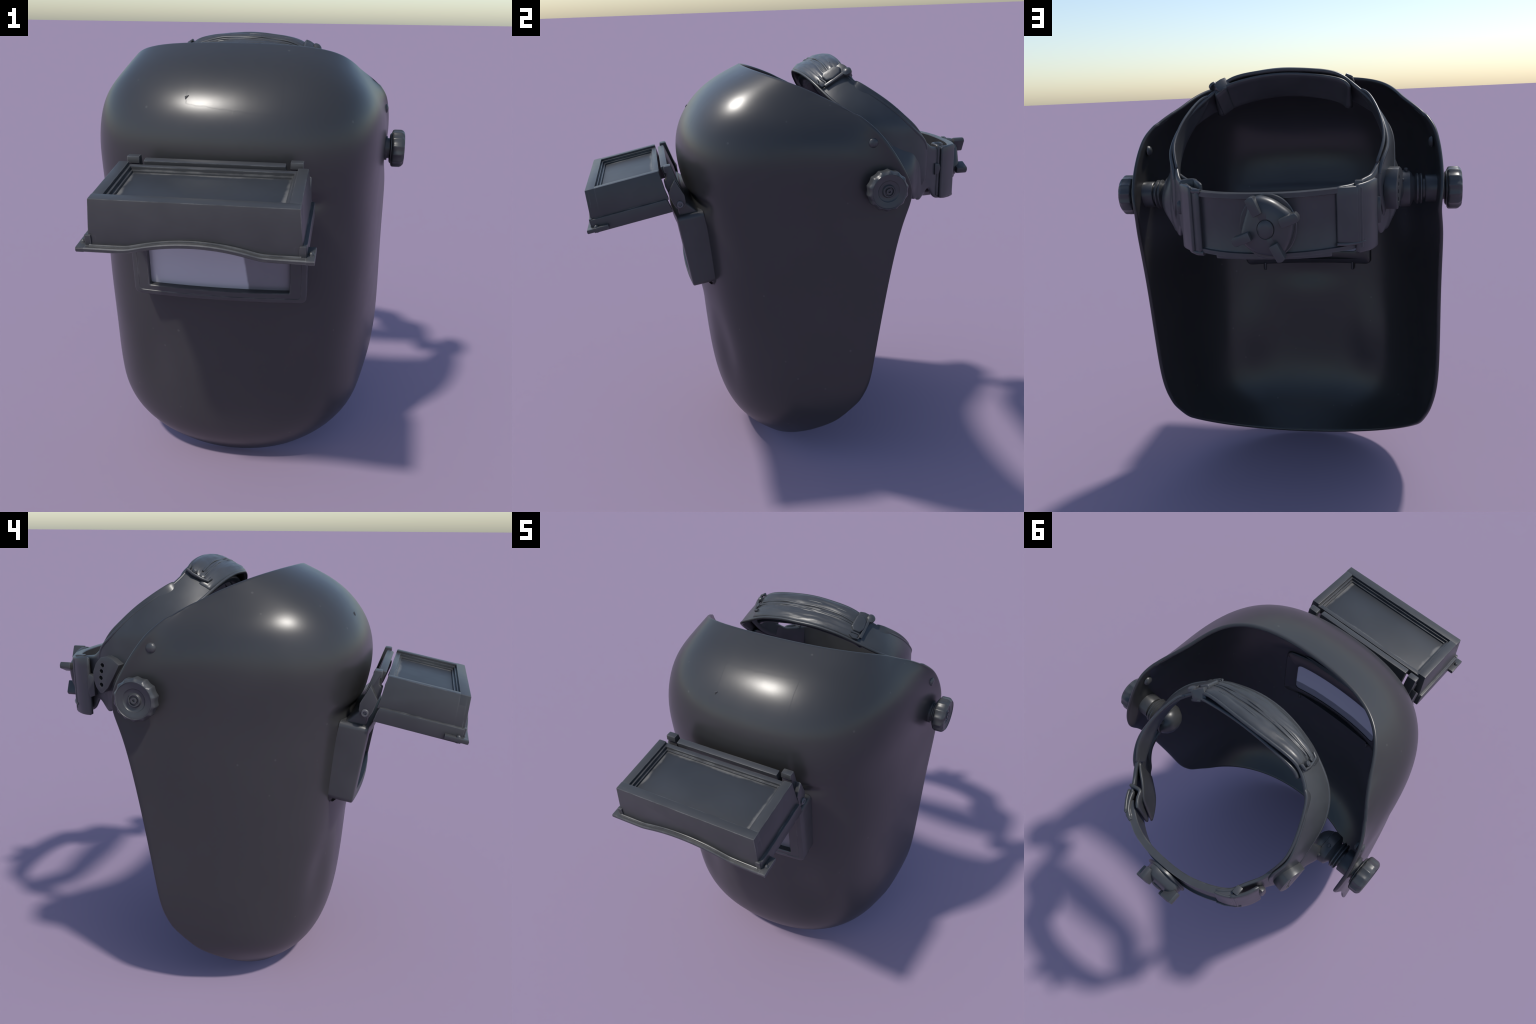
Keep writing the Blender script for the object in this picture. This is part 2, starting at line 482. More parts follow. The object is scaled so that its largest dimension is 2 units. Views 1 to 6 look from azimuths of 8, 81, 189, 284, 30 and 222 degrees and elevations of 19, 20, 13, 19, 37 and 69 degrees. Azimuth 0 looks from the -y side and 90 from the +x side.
def rounded_loop(hx, d0, d1, r, n=8, along=24, down=10):
    """rounded rectangle in the face, x in +-hx and d in d0..d1, evenly subdivided"""
    pts = []
    for cx, cd, a0 in ((hx - r, d1 - r, 0), (-hx + r, d1 - r, 90), (-hx + r, d0 + r, 180), (hx - r, d0 + r, 270)):
        for k in range(n):
            a = math.radians(a0 + 90 * k / (n - 1))
            pts.append((cx + r * math.cos(a), cd + r * math.sin(a)))
    out = []
    m = len(pts)
    for i, p in enumerate(pts):
        q = pts[(i + 1) % m]
        if i % n == n - 1:
            k = along if (i // n) % 2 == 0 else down
            out += [(p[0] + (q[0] - p[0]) * t / k, p[1] + (q[1] - p[1]) * t / k) for t in range(k)]
        else:
            out.append(p)
    return out

def loft_loops(loops, fill_first=False, fill_last=False):
    bm = bmesh.new()
    R = [[bm.verts.new(p) for p in L] for L in loops]
    for a, b in zip(R[:-1], R[1:]):
        n = len(a)
        for i in range(n):
            bm.faces.new((a[i], a[(i + 1) % n], b[(i + 1) % n], b[i]))
    if fill_first:
        bm.faces.new(R[0])
    if fill_last:
        bm.faces.new(R[-1][::-1])
    return bm

def floop(hx, d0, d1, r, h):
    return [fmap(x, d, h) for x, d in rounded_loop(hx, d0, d1, r)]
OX, OD0, OD1 = .295, .048, FL - .046      # opening
frame_loops = [floop(FW - .003, .001, FL - .001, .024, -.128), floop(FW, 0, FL, .024, -.05), floop(FW, 0, FL, .024, -.006), floop(FW - .002, .002, FL - .002, .023, -.002), floop(FW - .006, .006, FL - .006, .02, 0),
               floop(FW - .022, .02, FL - .020, .014, .0005), floop(FW - .024, .022, FL - .022, .013, -.0015),
               floop(OX + .003, OD0 - .003, OD1 + .003, .006, -.001), floop(OX, OD0, OD1, .005, -.004), floop(OX, OD0, OD1, .005, -.040), floop(OX - .003, OD0 + .003, OD1 - .003, .005, -.055)]
frame = bm_to("window_frame", loft_loops(frame_loops), M_BOX, angle=40)
# two opaque panes with painted brightness, one behind the front lip, one at the inner side
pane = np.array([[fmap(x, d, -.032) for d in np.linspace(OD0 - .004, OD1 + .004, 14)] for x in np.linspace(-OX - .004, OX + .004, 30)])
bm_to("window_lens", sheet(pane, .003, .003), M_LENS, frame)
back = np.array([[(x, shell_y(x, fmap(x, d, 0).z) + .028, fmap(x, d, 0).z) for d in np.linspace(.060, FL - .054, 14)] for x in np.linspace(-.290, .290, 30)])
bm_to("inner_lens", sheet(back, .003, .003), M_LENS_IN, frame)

# hinge cheek rising from the top of the frame
hk = prism([(-.572, 1.345), (-.553, 1.372), (-.530, 1.368), (-.455, 1.300), (-.565, 1.296)], -.335, .335, lambda y, z, x: (x, y, z), .012, 3)
bm_to("hinge_base", hk, M_BOX, frame)

# thin flange on the inner side, sunk a little into the shell
def iloop(hx, d0, d1, r, h):
    out = []
    for x, d in rounded_loop(hx, d0, d1, r):
        z = fmap(x, d, 0).z
        out.append((x, shell_y(x, z) + h, z))
    return out
pl = [iloop(.352, -.006, FL + .008, .03, -.01), iloop(.352, -.006, FL + .008, .03, .026), iloop(.347, -.001, FL + .003, .028, .031), iloop(.286, .060, FL - .056, .028, .038), iloop(.279, .068, FL - .063, .028, .036), iloop(.278, .069, FL - .064, .028, -.045)]
inner_panel = bm_to("inner_panel", loft_loops(pl), M_SHELL, frame, 40)
for sx in (-1, 1):
    p = lathe([(-.002, .0), (-.002, .008), (.034, .008), (.040, .004), (.041, 0)], (sx * .25, -.418, .938), (0, .1, -1), 16)
    bm_to("panel_peg", p, M_KNOB, inner_panel)

# ------------------------------------------------------------------ flip-up lens cover
CO = Vector((0, -.988, 1.466)); CB = Vector((0, .981, .193)).normalized(); CN = Vector((0, -.193, .981)).normalized()
def cmap(u, v, w):
    return CO + Vector((u, 0, 0)) + CB * v + CN * w
def drafted(u, v, w):      # walls lean outward toward the open side
    k = min(max(-w / .141, 0), 1)
    return cmap(u * (1 + .038 * k), v - .019 * k * max(0, 1 - v / .3), w)

hb = bmesh.new()
side_prof = [(.015, -.0006), (.346, -.0006), (.350, -.055), (.352, -.10), (.358, -.142), (.015, -.142)]
for s in (-1, 1):
    a, b = (s * .322, s * .363) if s > 0 else (-.363, -.322)
    merge(hb, prism(side_prof, a, b, lambda v, w, u: drafted(u, v, w), .005, 2))
    # skirt below the ledge
    sk = [(-.014, -.134), (.346, -.134), (.352, -.15), (.360, -.2), (-.014, -.2)]
    a, b = (.345, .389) if s > 0 else (-.389, -.345)
    merge(hb, prism(sk, a, b, lambda v, w, u: cmap(u, v, w), .005, 2))
def wave(u):      # flat ends with one low arch in the middle
    h = .036 * (1 - (u / .232)**2)
    return .5 * (h + math.sqrt(h * h + .006**2)) - .0003
us = np.linspace(-.364, .364, 61)
front = [(-.364, 0.0)] + [(u, -.186 + wave(u)) for u in us] + [(.364, 0.0)]
merge(hb, prism(front, 0.0, .045, lambda u, w, v: drafted(u, v, w), 0.004, 2))
merge(hb, box(-.325, .325, .327, .3475, -.055, -.0125, cmap, .003))   # thin rear rim
housing = bm_to("cover_housing", hb, M_BOX)

# retaining steps round the filter glass
st = bmesh.new()
for i, (w0, w1, e) in enumerate(((-.05, -.012, .010), (-.052, -.025, .019))):
    merge(st, box(-.324, -.322 + e, .040, .345 - .001 * i, w0, w1, cmap, .003))
    merge(st, box(.322 - e, .324, .040, .345 - .001 * i, w0, w1, cmap, .003))
    merge(st, box(-.3225, .3225, .0405, .042 + e, w0 + .0006, w1 - .0006, cmap, .003))
    merge(st, box(-.3225, .3225, .334 - e, .3445, w0 + .0006, w1 - .0006, cmap, .003))
bm_to("glass_retainer", st, M_BOX, housing)
gl = box(-.318, .318, .035, .338, -.052, -.034, cmap, .002)
bm_to("filter_glass", gl, M_GLASS, housing)

# wavy lip along the free edge with returned ends
lip = bmesh.new()
uu = np.linspace(-.4155, .4155, 121)
for k in range(1):
    ring = []
    sec = [(-.038, -.1705), (-.041, -.174), (-.041, -.184), (-.037, -.1875), (.004, -.1875), (.004, -.1705)]
    rows = [[lip.verts.new(cmap(u, v, w + wave(u))) for v, w in sec] for u in uu]
    for a, b in zip(rows[:-1], rows[1:]):
        for i in range(len(sec)):
            j = (i + 1) % len(sec)
            lip.faces.new((a[i], a[j], b[j], b[i]))
    lip.faces.new(rows[0]); lip.faces.new(rows[-1][::-1])
bmesh.ops.recalc_face_normals(lip, faces=lip.faces)
# small bead where wall meets lip
bead_rows = []
for u in np.linspace(-.37, .37, 101):
    bead_rows.append([lip.verts.new(cmap(u, -.021 + .004 * math.cos(t), -.1695 + .004 * math.sin(t) + wave(u))) for t in np.linspace(0, 2 * math.pi, 8, endpoint=False)])
for a, b in zip(bead_rows[:-1], bead_rows[1:]):
    for i in range(8):
        lip.faces.new((a[i], a[(i + 1) % 8], b[(i + 1) % 8], b[i]))
for s in (-1, 1):
    a, b = (.385, .4165) if s > 0 else (-.4165, -.385)
    merge(lip, box(a, b, -.0402, .060, -.1885, -.1695, cmap, .004))
    merge(lip, lathe([(-.026, 0), (-.026, .008), (-.02, .011), (-.002, .011), (.004, .009), (.008, .004), (.009, 0)], cmap(s * .402, .004, -.168), CN, 14))
    a, b = (.362, .386) if s > 0 else (-.386, -.362)
    merge(lip, box(a, b, -.021, -.004, -.172, -.130, cmap, .004))   # corner post
bm_to("cover_lip", lip, M_BOX, housing)

# hinge: bar behind the cover, two arms, pin
hinge_b = bmesh.new()
yz = lambda y, z, x: (x, y, z)
merge(hinge_b, prism([(-.636, 1.532), (-.603, 1.541), (-.556, 1.42), (-.548, 1.385), (-.578, 1.378), (-.592, 1.42)], -.272, .276, yz, .006, 2))
hinge = bm_to("hinge_bar", hinge_b, M_BOX, housing)
arm_prof = [(-.622, 1.546), (-.590, 1.550), (-.540, 1.41), (-.533, 1.38), (-.543, 1.357), (-.562, 1.344), (-.578, 1.349), (-.592, 1.372), (-.622, 1.45), (-.626, 1.475), (-.612, 1.488), (-.612, 1.515), (-.622, 1.520)]
for s in (-1, 1):
    a, b = (.291, .341) if s > 0 else (-.341, -.291)
    ab = prism(arm_prof, a, b, yz, .005, 2)
    a2, b2 = (.335, .370) if s > 0 else (-.370, -.335)
    low = [(-.578, 1.488), (-.536, 1.41), (-.533, 1.38), (-.543, 1.357), (-.562, 1.344), (-.578, 1.349), (-.592, 1.372), (-.612, 1.425)]
    merge(ab, prism([(y * .999 - .0005, z) for y, z in low], a2, b2, yz, .005, 2))
    bm_to("hinge_arm", ab, M_BOX, housing)
    pn = lathe([(0, .0), (0, .017), (.008, .017), (.012, .014), (.012, .009), (.005, .007), (.005, 0)], (s * .367, -.560, 1.369), (s, 0, 0), 20)
    bm_to("hinge_pin", pn, M_RUST, housing)
brl = lathe([(0, 0), (0, .024), (.68, .024), (.68, 0)], (-.34, -.556, 1.366), (1, 0, 0), 20)
bm_to("hinge_barrel", brl, M_BOX, housing)

# ------------------------------------------------------------------ pivots and tightening knobs
PY, PZ = .327, 1.455
def flute(t, r, k):
    if r < .079 or k < 3:
        return r
    return r - .0052 * abs(math.sin(14 * t / 2 + .3)) ** 1.1 * min(1, (r - .079) / .006)
knob_prof = [(0, 0), (0, .066), (.004, .074), (.008, .074), (.010, .084), (.014, .0905), (.020, .0925), (.052, .0925), (.060, .0895), (.066, .084), (.0695, .0785),
             (.070, .0765), (.067, .0745), (.067, .072), (.064, .062), (.061, .049), (.058, .047), (.056, .042), (.055, .030),
             (.059, .028), (.063, .025), (.063, .021), (.057, .019), (.057, .014), (.066, .0125), (.066, .006), (.060, .0045), (.060, 0)]
for s in (-1, 1):
    kb = lathe(knob_prof, (s * .694, PY, PZ), (s, 0, 0), 168, flute)
    knob = bm_to("tightening_knob", kb, M_KNOB, angle=38)
    stem = lathe([(0, 0), (0, .05), (.03, .05), (.03, 0)], (s * .676, PY, PZ), (s, 0, 0), 32)
    bm_to("knob_stem", stem, M_KNOB, knob)
    inner = [(0, 0), (0, .059), (.066, .059), (.070, .056), (.071, .046), (.080, .046), (.081, .060), (.085, .066), (.090, .066), (.094, .060), (.097, .058), (.100, .0655),
             (.106, .067), (.111, .061), (.116, .052), (.121, .055), (.130, .072), (.136, .078), (.166, .081), (.176, .079), (.180, .074), (.186, .0735),
             (.206, .062), (.220, .046), (.230, .024), (.232, 0)]
    pv = lathe(inner, (s * .682, PY, PZ), (-s, 0, 0), 48)
    pivot = bm_to("pivot_axle", pv, M_KNOB, angle=38)
    pg = lathe([(0, 0), (0, .008), (.018, .008), (.02, .006), (.02, 0)], (s * .530, PY + .01, PZ + .072), (0, .2, 1), 12)
    bm_to("pivot_peg", pg, M_KNOB, pivot)
    pg = lathe([(0, 0), (0, .007), (.008, .006), (.010, 0)], (s * .515, PY + .065, PZ + .045), (0, .8, .6), 12)
    bm_to("pivot_peg", pg, M_KNOB, pivot)

# ------------------------------------------------------------------ headband
headband = bpy.data.objects.new("headband", None)
bpy.context.scene.collection.objects.link(headband)
headband.parent = ROOT
def mirror_list(r):
    return [(-x, y, z) for x, y, z in r[:0:-1]] + list(r)
UP = [(0, .258, 1.984), (.12, .255, 1.977), (.231, .252, 1.957), (.305, .270, 1.908), (.381, .337, 1.840), (.425, .432, 1.770), (.447, .510, 1.700), (.445, .565, 1.648), (.425, .615, 1.595), (.416, .632, 1.52), (.420, .626, 1.45)]
LO = [(0, .088, 1.915), (.10, .096, 1.910), (.21, .118, 1.884), (.29, .145, 1.848), (.38, .190, 1.795), (.44, .255, 1.745), (.468, .330, 1.690), (.474, .410, 1.620), (.470, .500, 1.515), (.447, .572, 1.43), (.430, .605, 1.39)]
CR = ribbon(mirror_list(UP), mirror_list(LO), 161, 17)
def crown_bulge(P):
    """the forehead stretch is arched over its width, the sides nearly flat"""
    N = grid_normals(P)
    if N[80, 8, 2] < 0:
        N = -N
    v = np.linspace(0, 1, P.shape[1])[None, :]
    w = np.exp(-(P[:, :, 0] / .30)**4)
    h = .008 * (4 * v * (1 - v))**0.75 * w + .006 * (4 * v * (1 - v)) * (1 - w)
    return P + N * h[..., None], N
CRB, CN_ = crown_bulge(CR)
crown = bm_to("crown_band", sheet(CRB, .007, .007), M_BAND, headband, 50)
# raised welt along both edges of the band
def tube(path, r, name, mat, parent, n=8, close=False):
    path = np.array(path, float)
    T = unit(np.gradient(path, axis=0))
    bm = bmesh.new()
    rings = []
    ref = np.array([0.3, 0.2, 1.0])
    rr = np.broadcast_to(np.asarray(r, float), (len(path),))
    for p, t, q in zip(path, T, rr):
        a = unit(np.cross(t, ref)); b = np.cross(t, a)
        rings.append([bm.verts.new(p + (a * math.cos(k) + b * math.sin(k)) * q) for k in np.linspace(0, 2 * math.pi, n, endpoint=False)])
    for a, b in zip(rings[:-1], rings[1:]):
        for i in range(n):
            bm.faces.new((a[i], a[(i + 1) % n], b[(i + 1) % n], b[i]))
    if close:
        for i in range(n):
            bm.faces.new((rings[-1][i], rings[-1][(i + 1) % n], rings[0][(i + 1) % n], rings[0][i]))
    else:
        bm.faces.new(rings[0]); bm.faces.new(rings[-1][::-1])
    return bm_to(name, bm, mat, parent, 50)
wl = CRB[12:-12, 0] + CN_[12:-12, 0] * .002
tube(wl, .0085, "band_welt", M_BAND, crown)
wu = CRB[12:-12, -1] + CN_[12:-12, -1] * .002
tube(wu, .0085, "band_welt", M_BAND, crown)

# inner sweat strip standing a little proud of the upper edge, both sides
for s in (-1, 1):
    top = [(s * .345, .300, 1.884), (s * .378, .335, 1.862), (s * .418, .430, 1.793), (s * .437, .510, 1.722), (s * .433, .565, 1.670), (s * .412, .615, 1.608)]
    bot = [(s * .345, .285, 1.865), (s * .385, .275, 1.80), (s * .425, .35, 1.72), (s * .44, .44, 1.64), (s * .435, .51, 1.58), (s * .412, .58, 1.54)]
    bm_to("sweat_strip", sheet(ribbon(top, bot, 40, 6), .006, .006), M_BAND, crown, 50)

# forehead pad: folded vinyl in two rolls with a cord between, and a lining inside
def crown_at(c, v):
    """point and normal on the bulged crown; c in 0..160, v in 0..1"""
    i = min(max(c, 0), 159.999); j = min(max(v * 16, 0), 15.999)
    a, b = int(i), int(j); fu, fv = i - a, j - b
    def mixg(Q):
        return (Q[a, b] * (1 - fu) + Q[a + 1, b] * fu) * (1 - fv) + (Q[a, b + 1] * (1 - fu) + Q[a + 1, b + 1] * fu) * fv
    return mixg(CRB), unit(mixg(CN_))
def c_of_x(x):
    return float(np.interp(x, CRB[:, 8, 0][30:131], np.arange(30, 131)))
def pad_sheet(x0, x1, v0, v1, height, n=90, nv=14, seed=0.0, wrinkle=.0035, side=1, end=.10):
    rows = []
    for k, f in enumerate(np.linspace(0, 1, n)):
        x = x0 + (x1 - x0) * f
        e = min(1, f / end, (1 - f) / end)
        e = math.sqrt(max(0, 1 - (1 - e)**2))
        row = []
        for q in np.linspace(0, 1, nv):
            mid = (v0 + v1) / 2
            v = mid + (v0 + (v1 - v0) * q - mid) * (0.86 + 0.14 * e)
            p, nn = crown_at(c_of_x(x), v)
            arch = (4 * q * (1 - q))**0.6
            wr = noise.noise(Vector((x * 7 + seed, q * 5.0, seed))) * wrinkle + noise.noise(Vector((x * 17 + seed, q * 11, seed + 4))) * wrinkle * .6
            row.append(p + nn * side * ((height * arch + wr * arch) * e + .005))
        rows.append(row)
    return np.array(rows)
pad = bm_to("forehead_pad", sheet(pad_sheet(-.275, .262, .56, .985, .009, seed=1.3), .004, .006), M_PAD, headband, 60)
bm_to("pad_flap", sheet(pad_sheet(-.300, .300, .04, .42, .005, seed=5.1, end=.07), .006, .008), M_PAD, pad, 60)
bm_to("pad_fold", sheet(pad_sheet(-.272, .255, .38, .60, .004, seed=8.2, wrinkle=.004), .005, .008), M_PAD, pad, 60)
for v, x0, x1, r in ((.48, -.27, .25, .004), (.585, -.25, .25, .005), (.76, -.16, .20, .0035)):
    path = []
    for x in np.linspace(x0, x1, 70):
        p, nn = crown_at(c_of_x(x), v + .012 * math.sin(x * 21 + v * 30))
        path.append(p + nn * (.0135 + .002 * math.sin(x * 40)))
    tube(path, r, "pad_cord", M_PAD, pad)
LT = [(.300, .285, 1.892), (.27, .277, 1.918), (.15, .270, 1.950), (0, .267, 1.963), (-.15, .270, 1.950), (-.25, .275, 1.928), (-.285, .283, 1.900)]
LB = [(.290, .205, 1.806), (.26, .188, 1.832), (.15, .165, 1.862), (0, .158, 1.877), (-.15, .165, 1.862), (-.24, .185, 1.838), (-.270, .200, 1.815)]
LG = ribbon(LT, LB, 70, 10)
lt = np.linspace(.034, .012, 10)[None, :] * np.ones((70, 1))
if grid_normals(LG)[35, 5, 2] < 0:
    lin = sheet(LG, .004, lt)
else:
    lin = sheet(LG, lt, .004)
bm_to("pad_lining", lin, M_PAD, pad, 60)
tip = ribbon([(.302, .292, 1.890), (.262, .284, 1.920)], [(.290, .211, 1.806), (.252, .196, 1.832)], 12, 8)
bm_to("lining_end", sheet(tip, .007, .007), M_PAD, pad, 60)
# pad buckle on the wearer's left, snap tab on the right
def crown_frame(x, v):
    p, nn = crown_at(c_of_x(x), v)
    p2, _ = crown_at(c_of_x(x + .02), v)
    t = unit(p2 - p); b = np.cross(nn, t)
    return p, nn, t, b
p, nn, t, b = crown_frame(.272, .60)
def bmap(a, c, h):
    return Vector(p + t * a + b * c + nn * h)
bk = prism([(-.030, -.030), (-.012, -.046), (.022, -.040), (.034, -.010), (.028, .034), (.004, .050), (-.026, .034)], .002, .026, bmap, .007, 3)
merge(bk, box(.030, .046, -.060, .052, .002, .022, bmap, .005))
merge(bk, lathe([(0, 0), (0, .022), (.012, .021), (.018, .012), (.02, 0)], bmap(.044, .062, .012), tuple(nn), 18))
bm_to("pad_buckle", bk, M_PAD, pad)
tube([bmap(a, c, .014) for a, c in ((-.02, -.07), (.0, -.078), (.030, -.072), (.034, -.052), (.02, -.045), (-.02, -.055))], .005, "pad_loop", M_PAD, pad)
p, nn, t, b = crown_frame(-.268, .62)
tube([bmap(a, c, .016) for a, c in ((.01, .05), (-.018, .05), (-.026, .02), (-.022, -.02), (-.016, -.05), (.01, -.055))], .008, "pad_loop", M_PAD, pad)
tb = lathe([(0, 0), (0, .014), (.02, .013), (.026, .007), (.027, 0)], bmap(-.008, .02, .006), tuple(nn), 16)
merge(tb, lathe([(0, 0), (0, .012), (.016, .011), (.02, 0)], bmap(-.005, -.02, .006), tuple(nn), 16))
bm_to("pad_snap", tb, M_PAD, pad)
p, nn, t, b = crown_frame(.275, .97)
tg = prism([(-.03, -.02), (.03, -.02), (.042, .0), (.03, .03), (-.01, .022), (-.034, .01)], -.03, .024, bmap, .006, 2)
bm_to("pad_tab", tg, M_PAD, pad)

# side plates running from the pivots back to the nape band
# each station: y, then (z, x) of the lower edge, the belly and the upper edge
SIDE = [(.368, 1.450, .505, 1.475, .512, 1.505, .498), (.385, 1.438, .508, 1.480, .522, 1.560, .486), (.420, 1.415, .510, 1.475, .530, 1.625, .459), (.480, 1.395, .498, 1.465, .520, 1.600, .452),
        (.530, 1.365, .470, 1.450, .496, 1.580, .446), (.556, 1.335, .450, 1.450, .468, 1.580, .436), (.578, 1.331, .436, 1.450, .450, 1.595, .427), (.600, 1.322, .420, 1.455, .432, 1.600, .417),
        (.635, 1.360, .403, 1.460, .410, 1.577, .404), (.665, 1.360, .388, 1.455, .391, 1.556, .388), (.695, 1.318, .369, 1.430, .371, 1.548, .369), (.735, 1.300, .345, 1.42, .346, 1.540, .345),
        (.785, 1.298, .314, 1.415, .314, 1.533, .314), (.820, 1.298, .268, 1.415, .268, 1.530, .268)]
for s in (-1, 1):
    st_ = spline(SIDE, 120)
    v = np.linspace(0, 1, 18)[None, :]
    y, z0, x0, z1, x1, z2, x2 = [st_[:, k][:, None] for k in range(7)]
    q0 = (1 - v) * (1 - 2 * v); q1 = 4 * v * (1 - v); q2 = v * (2 * v - 1)      # parabola through the three points
    if s < 0:      # flatter on the side of the adjustment plate
        x0 = x0 - .03 * np.exp(-((y - .46) / .07)**2); x1 = x1 - .04 * np.exp(-((y - .46) / .07)**2)
    P = np.stack([s * (q0 * x0 + q1 * x1 + q2 * x2), y + 0 * v, q0 * z0 + q1 * z1 + q2 * z2], -1)
    sp = bm_to("side_plate", sheet(P, .009, .009), M_BAND, headband, 50)

    # inner tongue of the side strap, running on inside the nape band
    tt = [(s * .405, .610, 1.575), (s * .372, .640, 1.560), (s * .335, .672, 1.545), (s * .305, .705, 1.525), (s * .292, .722, 1.50)]
    tb = [(s * .408, .592, 1.345), (s * .368, .622, 1.325), (s * .325, .660, 1.310), (s * .286, .712, 1.300), (s * .266, .748, 1.298)]
    if s > 0:
        bm_to("strap_tongue", sheet(ribbon(tt, tb, 40, 10), .007, .007), M_BAND, sp, 50)

# perforated adjustment plate, wearer's right side
PA = Vector((-.492, .500, 1.49)); 
PT = Vector((.026, .125, 0)).normalized()      # backwards along the band
PN = Vector((-.978, .204, 0)).normalized()
def amap(y, z, h):
    f = (y - .487) / max(PT.y, .01)
    return Vector((-.476, .487, 0)) + PT * f + PN * h + Vector((0, 0, z))
plate_out = [(.487, 1.546), (.520, 1.568), (.552, 1.578), (.582, 1.572), (.610, 1.545), (.628, 1.505), (.628, 1.47), (.616, 1.435), (.596, 1.411), (.580, 1.414), (.553, 1.438), (.520, 1.490)]
apb = prism(plate_out, -.012, .040, amap, .005, 2)
ap = bm_to("adjustment_plate", apb, M_BAND, headband)
cut = bmesh.new()
for y, z in ((.575, 1.538), (.582, 1.511), (.587, 1.481), (.586, 1.450)):
    merge(cut, lathe([(0, 0), (0, .0098), (.06, .0098), (.06, 0)], amap(y, z, .012), tuple(PN), 20))
cme = bpy.data.meshes.new("cut"); cut.to_mesh(cme); cut.free()
cob = bpy.data.objects.new("cut", cme); bpy.context.scene.collection.objects.link(cob)
md = ap.modifiers.new("b", 'BOOLEAN'); md.object = cob; md.operation = 'DIFFERENCE'; md.solver = 'EXACT'
dg = bpy.context.evaluated_depsgraph_get()
nm = bpy.data.meshes.new_from_object(ap.evaluated_get(dg))
ap.modifiers.clear(); ap.data = nm
nm.materials.clear(); nm.materials.append(M_BAND)
nm.set_sharp_from_angle(angle=math.radians(35))
bpy.data.objects.remove(cob)

# nape band: a shallow channel with top and bottom flanges
PLAN = [(.330, .772), (.295, .803), (.216, .852), (.118, .880), (.005, .888), (-.108, .882), (-.203, .858), (-.286, .822), (-.335, .786)]
plan = spline([(x, y, 0) for x, y in PLAN], 81)
TT = unit(np.gradient(plan, axis=0)); OUTN = np.cross(TT, np.array([0, 0, 1.0]))
if OUTN[40, 1] < 0:
    OUTN = -OUTN
plan = plan + OUTN * .005
def drop(x):          # the band sags a little in the middle
    return -.008 * math.cos(min(abs(x) / .33, 1) * math.pi / 2)
def channel():
    # (offset outward from the outer line, height)
    sec = [(.004, 1.535), (.004, 1.517), (-.007, 1.514), (-.009, 1.508), (-.009, 1.322), (-.007, 1.316), (.004, 1.313), (.004, 1.298), (-.026, 1.296), (-.030, 1.299), (-.030, 1.534), (-.026, 1.537)]
    bm = bmesh.new(); rows = []
    for q, o in zip(plan, OUTN):
        d = drop(q[0])
        rows.append([bm.verts.new((q[0] + o[0] * a, q[1] + o[1] * a, h + d + (.0 if h > 1.4 else -.006 * math.cos(q[0] / .33 * 1.57)))) for a, h in sec])
    n = len(sec)
    for a, b in zip(rows[:-1], rows[1:]):
        for i in range(n):
            bm.faces.new((a[i], a[(i + 1) % n], b[(i + 1) % n], b[i]))
    bm.faces.new(rows[0]); bm.faces.new(rows[-1][::-1])
    return bm
nape = bm_to("nape_band", channel(), M_BAND, headband, 40)
# second thin strap end running under the bottom flange
def plan_pt(x, off, z):
    k = np.interp(-x, -plan[:, 0], np.arange(81)); a = int(min(k, 79)); f = k - a
    q = plan[a] * (1 - f) + plan[a + 1] * f; o = unit(OUTN[a] * (1 - f) + OUTN[a + 1] * f)
    return (q[0] + o[0] * off, q[1] + o[1] * off, z)
def arc_sheet(x0, x1, off, z0, z1, t, name, parent, n=24, nz=8, mat=None, warp=None):
    P = np.array([[plan_pt(x, off + (warp(f, g) if warp else 0), z) for g, z in zip(np.linspace(0, 1, nz), np.linspace(z0, z1, nz))] for f, x in zip(np.linspace(0, 1, n), np.linspace(x0, x1, n))])
    return bm_to(name, sheet(P, t / 2, t / 2), mat or M_BAND, parent, 50)
arc_sheet(.20, -.24, -.004, 1.280, 1.292, .008, "strap_end", nape, nz=4)

# sleeve at the left end of the nape band
def vsheet(pts, z0, z1, t, name, parent, n=20):
    P = ribbon([(x, y, z1 + dz1) for x, y, dz0, dz1 in pts], [(x, y, z0 + dz0) for x, y, dz0, dz1 in pts], n, 8)
    return bm_to(name, sheet(P, t / 2, t / 2), M_BAND, parent, 50)
sl = vsheet([(.272, .828, 0, 0), (.300, .806, 0, .003), (.325, .772, 0, .008), (.344, .730, .01, .010)], 1.292, 1.534, .020, "strap_sleeve", nape)
for z in (1.533, 1.290):
    tube([(.258, .834, z), (.285, .826, z), (.315, .797, z + .003), (.33, .765, z + .006)], .010, "sleeve_rim", M_BAND, sl)
lug = vsheet([(.368, .712, 0, 0), (.342, .706, 0, .004), (.314, .707, 0, .004), (.300, .735, 0, .002), (.275, .768, 0, -.006)], 1.315, 1.556, .017, "sleeve_fold", nape)
clipp = vsheet([(.362, .735, 0, 0), (.340, .772, 0, .002), (.304, .818, 0, 0)], 1.30, 1.546, .015, "sleeve_clip", nape)

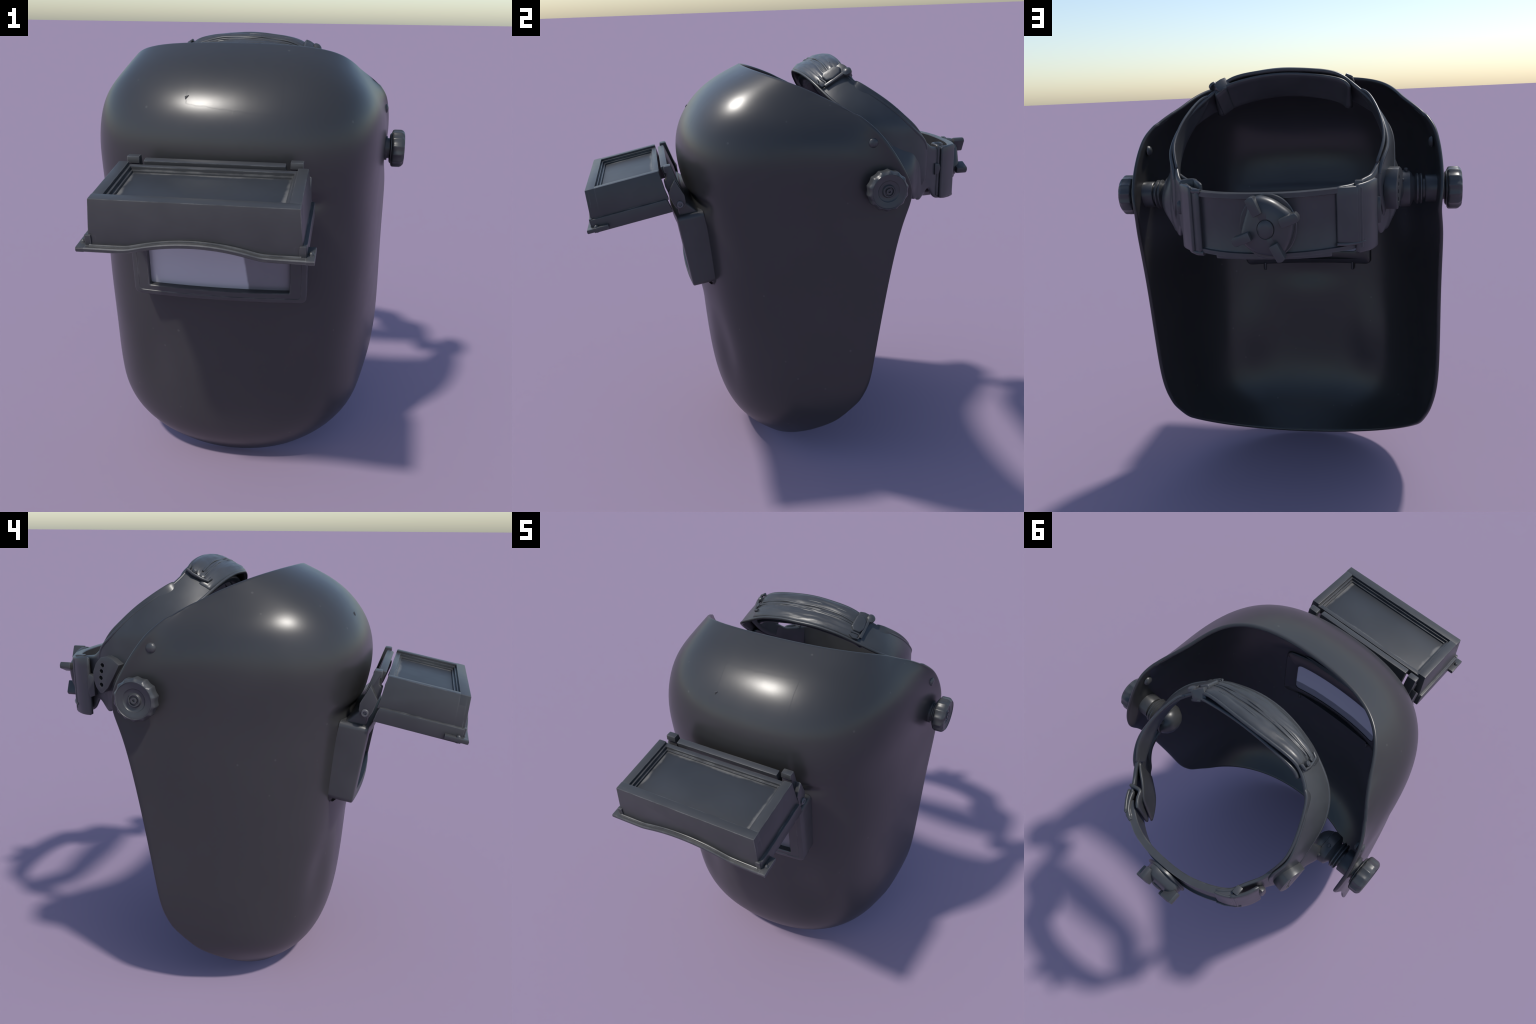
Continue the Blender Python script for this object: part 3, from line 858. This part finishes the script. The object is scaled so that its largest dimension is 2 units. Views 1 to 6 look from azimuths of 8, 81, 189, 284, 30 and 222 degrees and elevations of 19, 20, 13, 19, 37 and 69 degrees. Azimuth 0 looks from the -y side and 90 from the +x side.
# clasp at the right end
c1 = arc_sheet(-.268, -.330, .010, 1.322, 1.530, .012, "clasp_plate", nape, warp=lambda f, g: -.012 * (1 - f))
cl = vsheet([(-.338, .800, 0, 0), (-.362, .776, 0, .003), (-.386, .742, .0, .008), (-.404, .700, .004, .012)], 1.286, 1.534, .018, "clasp", nape)
tube([(-.262, .846, 1.322), (-.30, .832, 1.318), (-.340, .806, 1.318), (-.366, .784, 1.322)], .006, "clasp_bar", M_BAND, cl)
vb = box(-.36, -.328, .742, .785, 1.525, 1.553, None, .006)
bm_to("clasp_lug", vb, M_BAND, cl)
tube([(-.352, .794, 1.30), (-.352, .794, 1.53)], .007, "clasp_ridge", M_BAND, cl)
tbm = prism([(.690, 1.37), (.700, 1.40), (.700, 1.455), (.690, 1.48), (.665, 1.47), (.665, 1.38)], -.425, -.39, yz, .008, 2)
bm_to("clasp_tab", tbm, M_BAND, cl)
tbm = prism([(.690, 1.42), (.715, 1.43), (.72, 1.455), (.715, 1.475), (.690, 1.48)], .372, .392, yz, .006, 2)
bm_to("sleeve_tab", tbm, M_BAND, sl)

# ratchet wheel at the nape
RC = Vector((-.014, 0, 1.408))
VANES = ((.056, .118), (-.118, .046), (.104, -.040), (-.056, -.112))
def lumpy(t, r, k):
    # fuller toward the vanes, slightly uneven all round
    if r < .05 or k < 4:
        return r
    a = [math.atan2(dx, dz) for dx, dz in VANES]
    g = sum(math.exp(-((math.remainder(t - q, 2 * math.pi)) / .38)**2) for q in a)
    return r * (.90 + .13 * g + .03 * math.sin(3 * t + 1))
wb = lathe([(0, 0), (0, .108), (.010, .110), (.014, .107), (.014, .104), (.022, .106), (.044, .102), (.054, .096), (.062, .085), (.068, .06), (.072, .034), (.070, .031), (.076, .030), (.081, .024), (.083, .012), (.083, 0)],
           (RC.x, .902, RC.z), (0, 1, 0), 96, lumpy, squash=(1.12, .98))
wheel = bm_to("ratchet_wheel", wb, M_KNOB, nape, 40)
for dx, dz in VANES:
    d = Vector((dx, 0, dz)).normalized(); e = Vector((-d.z, 0, d.x))
    def rmap(a, b, h, d=d, e=e):
        return RC + d * a + e * b + Vector((0, h, 0))
    vane = prism([(.060, -.018), (.126, -.017), (.132, 0), (.126, .017), (.060, .018)], .940, .998, rmap, .006, 2)
    bm_to("wheel_vane", vane, M_KNOB, wheel)
pk = lathe([(0, 0), (0, .026), (.012, .024), (.014, .009), (.026, .009), (.028, .016), (.034, .0175), (.038, .014), (.039, 0)], (-.024, .884, 1.527), (0, 0, 1), 24)
bm_to("release_pin", pk, M_KNOB, nape)
